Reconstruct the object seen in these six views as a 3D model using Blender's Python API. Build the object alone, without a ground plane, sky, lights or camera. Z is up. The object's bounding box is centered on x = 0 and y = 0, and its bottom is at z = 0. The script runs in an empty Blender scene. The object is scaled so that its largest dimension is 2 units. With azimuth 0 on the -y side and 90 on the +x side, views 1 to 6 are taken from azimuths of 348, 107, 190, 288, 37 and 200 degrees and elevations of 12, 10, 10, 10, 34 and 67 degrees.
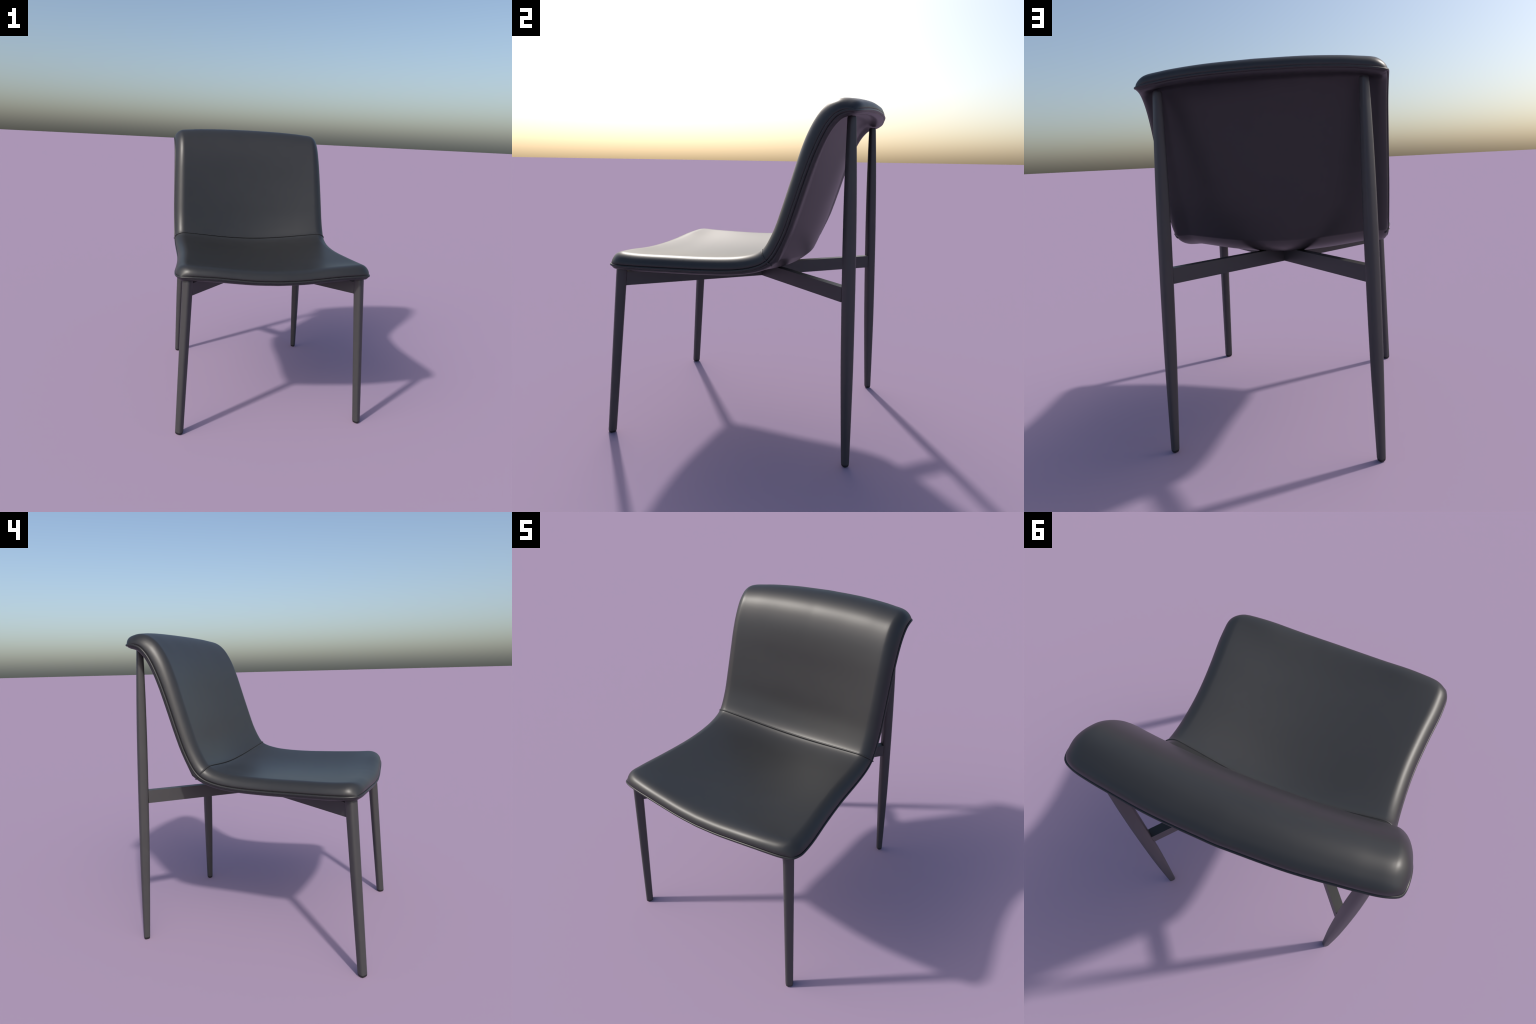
"""Upholstered dining chair: one dished leather shell (seat flowing into a rolled
backrest) edged with piping, carried by four tapered legs and an X of flat bars."""
import bpy, math
import numpy as np
from mathutils import Vector

# ------------------------------------------------------------------ helpers
def spline(ctrl):
    """Catmull-Rom (centripetal chord) through control points, read by arc length 0..1."""
    P = np.array(ctrl, float)
    ext = np.vstack([2 * P[0] - P[1], P, 2 * P[-1] - P[-2]])
    out = []
    for i in range(len(P) - 1):
        a, b, c, d = ext[i:i + 4]
        t0 = 0.0
        t1 = t0 + max(np.linalg.norm(b - a), 1e-6) ** .5
        t2 = t1 + max(np.linalg.norm(c - b), 1e-6) ** .5
        t3 = t2 + max(np.linalg.norm(d - c), 1e-6) ** .5
        t = np.linspace(t1, t2, 24, endpoint=False)[:, None]
        A1 = (t1 - t) / (t1 - t0) * a + (t - t0) / (t1 - t0) * b
        A2 = (t2 - t) / (t2 - t1) * b + (t - t1) / (t2 - t1) * c
        A3 = (t3 - t) / (t3 - t2) * c + (t - t2) / (t3 - t2) * d
        B1 = (t2 - t) / (t2 - t0) * A1 + (t - t0) / (t2 - t0) * A2
        B2 = (t3 - t) / (t3 - t1) * A2 + (t - t1) / (t3 - t1) * A3
        out.append((t2 - t) / (t2 - t1) * B1 + (t - t1) / (t2 - t1) * B2)
    Q = np.vstack(out + [P[-1:]])
    s = np.concatenate([[0], np.cumsum(np.linalg.norm(np.diff(Q, axis=0), axis=1))])
    return Curve(Q, s)

class Curve:
    def __init__(self, Q, s):
        self.Q, self.s, self.length = Q, s, s[-1]
        self.t = s / s[-1]
    def __call__(self, t):
        t = np.asarray(t, float)
        return np.stack([np.interp(t, self.t, self.Q[:, i]) for i in range(self.Q.shape[1])], -1)

def smooth_values(xs, ys, x):
    """monotone-ish smooth interpolation of scalar control values"""
    xs, ys = np.array(xs, float), np.array(ys, float)
    m = np.gradient(ys, xs)
    x = np.clip(np.asarray(x, float), xs[0], xs[-1])
    i = np.clip(np.searchsorted(xs, x) - 1, 0, len(xs) - 2)
    h = xs[i + 1] - xs[i]
    t = (x - xs[i]) / h
    return ((2*t**3 - 3*t**2 + 1) * ys[i] + (t**3 - 2*t**2 + t) * h * m[i]
            + (-2*t**3 + 3*t**2) * ys[i + 1] + (t**3 - t**2) * h * m[i + 1])

def mesh_object(name, verts, faces, mat, parent, smooth=True, angle=None):
    me = bpy.data.meshes.new(name)
    me.from_pydata([tuple(map(float, v)) for v in verts], [], [tuple(map(int, f)) for f in faces])
    me.update()
    if smooth:
        me.polygons.foreach_set("use_smooth", [True] * len(me.polygons))
        if angle is not None:
            me.set_sharp_from_angle(angle=math.radians(angle))
    me.materials.append(mat)
    ob = bpy.data.objects.new(name, me)
    bpy.context.scene.collection.objects.link(ob)
    ob.parent = parent
    return ob

def grid_faces(nu, nv, flip=False, off=0):
    f = []
    for j in range(nv - 1):
        for i in range(nu - 1):
            a = off + j * nu + i
            q = (a, a + 1, a + nu + 1, a + nu)
            f.append(q[::-1] if flip else q)
    return f

def tube(path, radius, sides=10, closed=False, cap=True, up=(0, 0, 1)):
    """round cord swept along a polyline (parallel-transported frame)"""
    P = np.array(path, float)
    n = len(P)
    if closed:
        T = np.roll(P, -1, 0) - np.roll(P, 1, 0)
    else:
        T = np.gradient(P, axis=0)
    T /= np.linalg.norm(T, axis=1)[:, None]
    N = np.cross(T[0], up); N /= np.linalg.norm(N)
    verts, ring = [], []
    r = np.broadcast_to(radius, (n,))
    for i in range(n):
        N = N - T[i] * (N @ T[i]); N /= np.linalg.norm(N)
        B = np.cross(T[i], N)
        for k in range(sides):
            a = 2 * math.pi * k / sides
            verts.append(P[i] + r[i] * (math.cos(a) * N + math.sin(a) * B))
    faces = []
    for i in range(n if closed else n - 1):
        j = (i + 1) % n
        for k in range(sides):
            l = (k + 1) % sides
            faces.append((i * sides + k, i * sides + l, j * sides + l, j * sides + k))
    if cap and not closed:
        faces.append(tuple(range(sides))[::-1])
        faces.append(tuple((n - 1) * sides + k for k in range(sides)))
    return verts, faces

# ---------------------------------------------------------------- materials
def material(name, color, rough, spec=0.5, grain_scale=0, grain=0.0, vary=0.0, coat=0.0):
    m = bpy.data.materials.new(name)
    m.use_nodes = True
    nt = m.node_tree
    b = nt.nodes["Principled BSDF"]
    b.inputs["Roughness"].default_value = rough
    b.inputs["Specular IOR Level"].default_value = spec
    b.inputs["Coat Weight"].default_value = coat
    tc = nt.nodes.new("ShaderNodeTexCoord")
    n1 = nt.nodes.new("ShaderNodeTexNoise")
    n1.inputs["Scale"].default_value = 7.0
    n1.inputs["Detail"].default_value = 3.0
    nt.links.new(tc.outputs["Object"], n1.inputs["Vector"])
    cr = nt.nodes.new("ShaderNodeValToRGB")
    lo = [c * (1 - vary) for c in color]; hi = [c * (1 + vary) for c in color]
    cr.color_ramp.elements[0].position = .3
    cr.color_ramp.elements[1].position = .7
    cr.color_ramp.elements[0].color = (*lo, 1)
    cr.color_ramp.elements[1].color = (*hi, 1)
    nt.links.new(n1.outputs["Fac"], cr.inputs["Fac"])
    nt.links.new(cr.outputs["Color"], b.inputs["Base Color"])
    if grain > 0:
        v = nt.nodes.new("ShaderNodeTexVoronoi")
        v.inputs["Scale"].default_value = grain_scale
        nt.links.new(tc.outputs["Object"], v.inputs["Vector"])
        bp = nt.nodes.new("ShaderNodeBump")
        bp.inputs["Strength"].default_value = grain
        bp.inputs["Distance"].default_value = 0.001
        nt.links.new(v.outputs["Distance"], bp.inputs["Height"])
        nt.links.new(bp.outputs["Normal"], b.inputs["Normal"])
    return m

LEATHER = material("dark_leather", (0.0230, 0.0236, 0.0246), 0.41, 0.5, 260, 0.03, 0.03)
PIPING = material("piping_leather", (0.0195, 0.020, 0.0205), 0.40, 0.5, 0, 0, 0.03)
METAL = material("painted_metal", (0.0445, 0.0448, 0.0450), 0.45, 0.5, 0, 0, 0.03)
FOOT = material("black_plastic", (0.012, 0.012, 0.012), 0.5, 0.4, 0, 0, 0.02)

# --------------------------------------------------------------- the chair
chair = bpy.data.objects.new("dining_chair", None)
bpy.context.scene.collection.objects.link(chair)
chair["label"] = "dark grey leather dining chair with rolled back and metal legs"
chair["category"] = "chair"

# --- edge line of the upholstered shell (right half, x > 0), where the piping runs
FRONT = spline([(0, -.7540, 1.029), (.15, -.7505, 1.033), (.263, -.745, 1.041), (.395, -.739, 1.053),
                (.494, -.731, 1.0575), (.573, -.720, 1.059), (.632, -.701, 1.057)])
SIDE = spline([(.632, -.701, 1.057), (.651, -.653, 1.055), (.6525, -.552, 1.054), (.6295, -.361, 1.053),
               (.6100, -.140, 1.0545), (.6080, .0575, 1.068), (.6105, .155, 1.088), (.6130, .240, 1.126), (.6132, .318, 1.2555),
               (.6130, .3675, 1.3943), (.6110, .4075, 1.5195), (.6095, .4372, 1.6103), (.608, .4715, 1.7048),
               (.6065, .5165, 1.8047), (.608, .568, 1.883), (.607, .640, 1.9107), (.6015, .674, 1.908)])
REAR = spline([(0, .753, 1.9402), (.2426, .742, 1.9375), (.4074, .7215, 1.930), (.465, .713, 1.9245),
               (.540, .699, 1.917), (.577, .6865, 1.912), (.6015, .674, 1.908)])
def fair(curve, sigma, keep):
    """iron out small waves of a line, leaving its two ends (length keep) untouched"""
    n = 1201
    t = np.linspace(0, 1, n); Q = curve(t); m = int(3 * sigma / curve.length * n)
    k = np.exp(-.5 * (np.arange(-m, m + 1) / (m / 3)) ** 2); k /= k.sum()
    pad = np.vstack([2 * Q[0] - Q[m:0:-1], Q, 2 * Q[-1] - Q[-2:-m - 2:-1]])
    S = np.stack([np.convolve(pad[:, i], k, "valid") for i in range(3)], 1)
    d = np.minimum(t, 1 - t) * curve.length / keep
    w = np.clip(d - 1, 0, 1)[:, None]; w = w * w * (3 - 2 * w)
    Q = Q * (1 - w) + S * w
    return Curve(Q, np.concatenate([[0], np.cumsum(np.linalg.norm(np.diff(Q, axis=0), axis=1))]))
SIDE = fair(SIDE, .035, .07)
def v_at(y):
    return float(np.interp(y, SIDE.Q[:, 1], SIDE.t))
SEAM_V = v_at(.240)                                   # where the seat meets the back
# --- how far the middle of the sheet is dished away from the line between its side edges
SAG_V = [0, v_at(-.552), v_at(-.361), v_at(-.14), v_at(.0575), v_at(.155), SEAM_V, v_at(.318), v_at(.3675),
         v_at(.4372), v_at(.4715), v_at(.5165), v_at(.568), v_at(.641), 1]
SAG = [.028, .038, .042, .046, .053, .058, .064, .061, .053, .042, .036, .028, .020, .012, .010]
_t = np.linspace(0, 1, 801)
_tan = np.gradient(SIDE(_t)[:, 1:], axis=0)
_ker = np.exp(-np.linspace(-2.2, 2.2, 49) ** 2); _ker /= _ker.sum()
_tan = np.stack([np.convolve(np.pad(_tan[:, i], 24, mode="edge"), _ker, "valid") for i in (0, 1)], 1)
_tan /= np.linalg.norm(_tan, axis=1)[:, None]
def side_normal(v):
    """unit normal (y, z) of the side line, pointing to the back / underneath"""
    ty, tz = np.interp(v, _t, _tan[:, 0]), np.interp(v, _t, _tan[:, 1])
    return tz, -ty

UNDER = .026        # shell depth below the piping
L = SIDE.length

def sheet(u, v):
    """the piping sheet: u across (-1..1), v from the front edge (0) to the rear rim (1)"""
    a = np.abs(u); sg = np.sign(u)
    e = SIDE(v)                                       # right edge point
    f, f1 = FRONT(a), FRONT(1.0)
    r, r1 = REAR(a), REAR(1.0)
    w0 = np.exp(-(v * L / .10) ** 2)                  # how far the end edges reach inwards
    w1 = np.exp(-((1 - v) * L / .16) ** 2)
    ny, nz = side_normal(v)
    sag = smooth_values(SAG_V, SAG, v)
    k = smooth_values([0, SEAM_V * .6, SEAM_V, SEAM_V + .12, 1], [1.1, 1.5, 1.6, 1.2, 1.1], v)
    dish = np.clip(1 - a ** 2, 0, 1) ** k * sag * (1 - w0 - w1)
    y = e[..., 1] + ny * dish + w0 * (f[..., 1] - f1[1]) + w1 * (r[..., 1] - r1[1])
    z = e[..., 2] + nz * dish + w0 * (f[..., 2] - f1[2]) + w1 * (r[..., 2] - r1[2])
    x = e[..., 0] * a + w0 * (f[..., 0] - f1[0] * a) + w1 * (r[..., 0] - r1[0] * a)
    return np.stack([sg * x, y, z], -1)

def normals(u, v):
    h = 2e-3
    um, up = np.clip(u - h, -1, 1), np.clip(u + h, -1, 1)
    vm, vp = np.clip(v - h, 0, 1), np.clip(v + h, 0, 1)
    du = sheet(up, v) - sheet(um, v)
    dv = sheet(u, vp) - sheet(u, vm)
    n = np.cross(du, dv)
    return n / np.linalg.norm(n, axis=-1, keepdims=True)

def rise(d, R, p=2.0):
    """rounded edge profile (superellipse): 0 at the edge, 1 at distance R"""
    q = np.clip(1 - d / R, 0, 1)
    return np.clip(1 - q ** p, 0, 1) ** (1 / p)

def stations(R0, R1, length, n_edge, n_mid, extra=()):
    th = math.pi / 2 * np.linspace(0, 1, n_edge) ** 1.6        # finest beside the stitched edge
    a = R0 * (1 - np.cos(th)) / length
    b = 1 - R1 * (1 - np.cos(th)) / length
    m = np.linspace(a[-1], b[-1], n_mid)[1:-1]
    s = np.concatenate([a, m, b[::-1]])
    if len(extra):
        ex = np.array(extra)
        s = s[(s < ex.min() - 1e-4) | (s > ex.max() + 1e-4)]
        s = np.sort(np.concatenate([s, ex]))
    return s

HALF = .62
seam_st = SEAM_V + np.linspace(-.030, .030, 25) / L
us = stations(.067, .067, 2 * HALF, 30, 66) * 2 - 1
vs = stations(.075, .13, L, 34, 150, seam_st)

def crown(u, v):
    du = (1 - np.abs(u)) * HALF
    V_ = [0, v_at(-.45), v_at(-.14), SEAM_V, v_at(.3675), v_at(.4372), v_at(.4715), v_at(.5165), v_at(.568), 1]
    full = smooth_values(V_, [.074, .074, .074, .076, .081, .083, .086, .089, .088, .075], v)      # padding near the sides
    thin = smooth_values(V_, [.007, .009, .004, .003, .006, .006, .003, -.003, -.008, -.004], v)           # less in the middle
    h = (full - thin * (1 - u ** 2) ** 1.5) * rise(du, .068, 2.05) * rise(v * L, .074, 2.15) * rise((1 - v) * L, .145, 2.0)
    qu = np.clip(1 - du / .09, 0, 1)
    h = h * (1 - .5 * (qu * np.clip(1 - (1 - v) * L / .12, 0, 1)) ** 1.5 - .35 * (qu * np.clip(1 - v * L / .09, 0, 1)) ** 1.5)  # flatter corners
    s = (v - SEAM_V) * L
    groove = .0036 * np.exp(-(s / .0048) ** 2)            # stitched seam between seat and back
    return h - groove * rise(du, .05)

def outward(u, v, h, amount):
    """padding swells out past the stitched edge, leaving a crease beside the piping"""
    e = 2e-3
    du = sheet(np.clip(u + e, -1, 1), v) - sheet(np.clip(u - e, -1, 1), v)
    dv = sheet(u, np.clip(v + e, 0, 1)) - sheet(u, np.clip(v - e, 0, 1))
    du /= np.linalg.norm(du, axis=-1, keepdims=True)
    dv /= np.linalg.norm(dv, axis=-1, keepdims=True)
    swell = amount * (1 - np.exp(-(h / .012) ** 2)) - .0028 * np.exp(-((h - .0068) / .0032) ** 2)
    swell = swell * (1 - .8 * np.exp(-(((1 - np.abs(u)) * HALF) ** 2 + (np.minimum(v, 1 - v) * L) ** 2) / .05 ** 2))
    gu = swell * np.exp(-((1 - np.abs(u)) * HALF / .03) ** 2) * np.sign(u)
    gv = swell * (.5 * np.exp(-((1 - v) * L / .03) ** 2) - np.exp(-(v * L / .03) ** 2))
    return du * gu[..., None] + dv * gv[..., None]

def top_point(u, v):
    h = crown(u, v)
    return sheet(u, v) + normals(u, v) * h[..., None] + outward(u, v, h, .0045)

def under_point(u, v):
    du = (1 - np.abs(u)) * HALF
    step = lambda d: np.clip((d - .030) / .085, 0, 1) ** 2 * (3 - 2 * np.clip((d - .030) / .085, 0, 1))
    panel = step(du) * step(v * L) * step((1 - v) * L)             # 0 on the rounded rim, 1 on the recessed panel
    c = np.clip(1 - u ** 2, 0, 1)
    depth = smooth_values([0, v_at(-.3), v_at(.03), SEAM_V, v_at(.318), v_at(.4372), v_at(.4715), v_at(.5165), v_at(.568), 1],
                          [.018, .020, .028, .022, .018, .017, .013, .003, -.010, -.004], v) * (.5 + .5 * c)
    s = (v - SEAM_V) * L - .03
    fold_ = .012 * np.exp(-np.abs(s) / .04)                # fold where back panel meets seat bottom
    h = (UNDER * (1 - panel) + depth * panel + fold_) * rise(du, .034) * rise(v * L, .036) * rise((1 - v) * L, .034)
    return sheet(u, v) - normals(u, v) * h[..., None] + outward(u, v, h, .003)

U, V = np.meshgrid(us, vs)
top = top_point(U, V)
js = int(np.argmin(abs(vs - SEAM_V)))
nu = len(us)
for name, rows in (("seat_cushion", slice(0, js + 1)), ("backrest_cushion", slice(js, len(vs)))):
    part = top[rows]
    mesh_object(name, part.reshape(-1, 3), grid_faces(nu, part.shape[0]), LEATHER, chair)

ub = stations(.12, .12, 2 * HALF, 36, 60) * 2 - 1
fold = SEAM_V + (.03 + np.linspace(-.04, .04, 17)) / L
vb = stations(.12, .12, L, 36, 150, fold)
U2, V2 = np.meshgrid(ub, vb)
und = under_point(U2, V2)
mesh_object("underside_cover", und.reshape(-1, 3), grid_faces(len(ub), len(vb), flip=True), LEATHER, chair)

# --- piping round the whole edge
tt = np.linspace(0, 1, 60)
fr = FRONT(tt)[:-1]
sd = SIDE(np.linspace(0, 1, 220))[:-1]
rr = REAR(tt[::-1])
right = np.vstack([fr, sd, rr])
left = (right * [-1, 1, 1])[::-1][1:-1]
loop = np.vstack([right, left])
for _ in range(3):
    loop = .25 * np.roll(loop, 1, 0) + .5 * loop + .25 * np.roll(loop, -1, 0)
out_ = loop * [1, 0, 0]
out_ /= np.maximum(np.linalg.norm(out_, axis=1)[:, None], .35)
v_, f_ = tube(loop + out_ * .0012, .0066, 12, closed=True)
mesh_object("edge_piping", v_, f_, PIPING, chair)

# --- welt along the seam
uu = np.linspace(-1, 1, 160)
uu = np.sign(uu) * (1 - (1 - np.abs(uu)) ** 1.6)
welt = top_point(uu, np.full_like(uu, SEAM_V + .0015)) + normals(uu, np.full_like(uu, SEAM_V)) * .0028
tail = np.linspace(0, .020, 6)                              # the seam wraps over the edge on to the underside
def wrap(sign):
    u_ = sign * (1 - tail[1:] / HALF); w_ = np.full_like(u_, SEAM_V + .0015)
    side = np.array([[sign * .0095, .002, -.002]]) + sheet(np.array([float(sign)]), w_[:1])
    return np.vstack([side, under_point(u_, w_) - normals(u_, w_) * .0015])
welt = np.vstack([wrap(-1)[::-1], welt, wrap(1)])
v_, f_ = tube(welt, .0042, 10)
mesh_object("seam_piping", v_, f_, LEATHER, chair)

# ------------------------------------------------------------------- frame
def leg(name, foot, head, widths, turn, parent):
    """tapered leg: rounded-square section, faces turned to the crossbar direction"""
    foot, head = np.array(foot), np.array(head)
    n = 48
    rings, hs = [], []
    zs = np.concatenate([[.014], np.linspace(.03, head[2] - .012, 60), [head[2] - .004, head[2]]])
    wz, ww = zip(*widths)
    verts = []
    for q, z in enumerate(zs):
        c = foot + (head - foot) * (z - foot[2]) / (head[2] - foot[2])
        w = float(smooth_values(wz, ww, z))
        if q == len(zs) - 1: w *= .80
        if q == len(zs) - 2: w *= .93
        s = w * .5 * .94
        for k in range(n):
            a = 2 * math.pi * k / n
            e = 2 / 3.3
            px = s * math.copysign(abs(math.cos(a)) ** e, math.cos(a))
            py = s * math.copysign(abs(math.sin(a)) ** e, math.sin(a))
            ca, sa = math.cos(turn), math.sin(turn)
            verts.append((c[0] + ca * px - sa * py, c[1] + sa * px + ca * py, z))
    faces = []
    for i in range(len(zs) - 1):
        for k in range(n):
            l = (k + 1) % n
            faces.append((i * n + k, i * n + l, (i + 1) * n + l, (i + 1) * n + k))
    faces.append(tuple(range(n))[::-1])
    faces.append(tuple((len(zs) - 1) * n + k for k in range(n)))
    lg = mesh_object(name, verts, faces, METAL, parent, angle=50)
    # plastic foot under the tube
    w0 = widths[0][1]
    fv, ff = [], []
    prof = [(0.0, .80), (.004, .92), (.009, .96), (.0145, .96)]
    for z, sc in prof:
        for k in range(n):
            a = 2 * math.pi * k / n
            e = 2 / 3.3
            s = w0 * .5 * .94 * sc
            px = s * math.copysign(abs(math.cos(a)) ** e, math.cos(a))
            py = s * math.copysign(abs(math.sin(a)) ** e, math.sin(a))
            ca, sa = math.cos(turn), math.sin(turn)
            fv.append((foot[0] + ca * px - sa * py, foot[1] + sa * px + ca * py, z))
    for i in range(len(prof) - 1):
        for k in range(n):
            l = (k + 1) % n
            ff.append((i * n + k, i * n + l, (i + 1) * n + l, (i + 1) * n + k))
    ff.append(tuple(range(n))[::-1])
    mesh_object("foot_cap", fv, ff, FOOT, lg, angle=60)
    return lg

FRONT_W = [(0, .051), (.5, .058), (1.04, .0645)]
REAR_W = [(0, .0415), (.3, .054), (.55, .0625), (.8, .066), (1.0, .067), (1.2, .0665), (1.5, .061), (1.7, .053), (1.9, .042)]
BAR_F, BAR_R = np.array([.5665, -.6485]), np.array([.5085, .6445])      # where bars meet legs (plan)
for sx in (1, -1):
    d = BAR_F * [sx, 1] - BAR_R * [-sx, 1]
    leg("front_leg", (sx * .623, -.7375, 0), (sx * .580, -.6585, 1.036), FRONT_W, math.atan2(d[1], d[0]), chair)
    d = BAR_R * [sx, 1] - BAR_F * [-sx, 1]
    leg("rear_leg", (sx * .551, .694, 0), (sx * .5, .644, 1.893), REAR_W, math.atan2(d[1], d[0]), chair)

# --- X of flat bars: four arms mitred at the crossing
BZ0, BZ1, BT = .9265, 1.0085, .046
ends = [np.array([BAR_R[0], BAR_R[1]]), np.array([-BAR_R[0], BAR_R[1]]),
        np.array([-BAR_F[0], BAR_F[1]]), np.array([BAR_F[0], BAR_F[1]])]     # counter-clockwise
yc = BAR_F[1] + (BAR_R[1] - BAR_F[1]) * BAR_F[0] / (BAR_F[0] + BAR_R[0])
centre = np.array([0, yc])
dirs = [(e - centre) / np.linalg.norm(e - centre) for e in ends]
perp = lambda d: np.array([-d[1], d[0]])
def corner(i, j):
    """where the left face of arm i meets the right face of arm j"""
    p = centre + perp(dirs[i]) * BT / 2
    q = centre - perp(dirs[j]) * BT / 2
    A = np.column_stack([dirs[i], -dirs[j]])
    t = np.linalg.solve(A, q - p)
    return p + dirs[i] * t[0]
for i in range(4):
    d, n_ = dirs[i], perp(dirs[i]) * BT / 2
    lc, rc = corner(i, (i + 1) % 4), corner((i - 1) % 4, i)
    plan = [centre, rc, ends[i] - n_, ends[i] + n_, lc]
    vv = [(p[0], p[1], BZ0) for p in plan] + [(p[0], p[1], BZ1) for p in plan]
    ff = [(4, 3, 2, 1, 0), (5, 6, 7, 8, 9), (1, 2, 7, 6), (2, 3, 8, 7), (3, 4, 9, 8)]
    mesh_object("crossbar", vv, ff, METAL, chair, smooth=False)
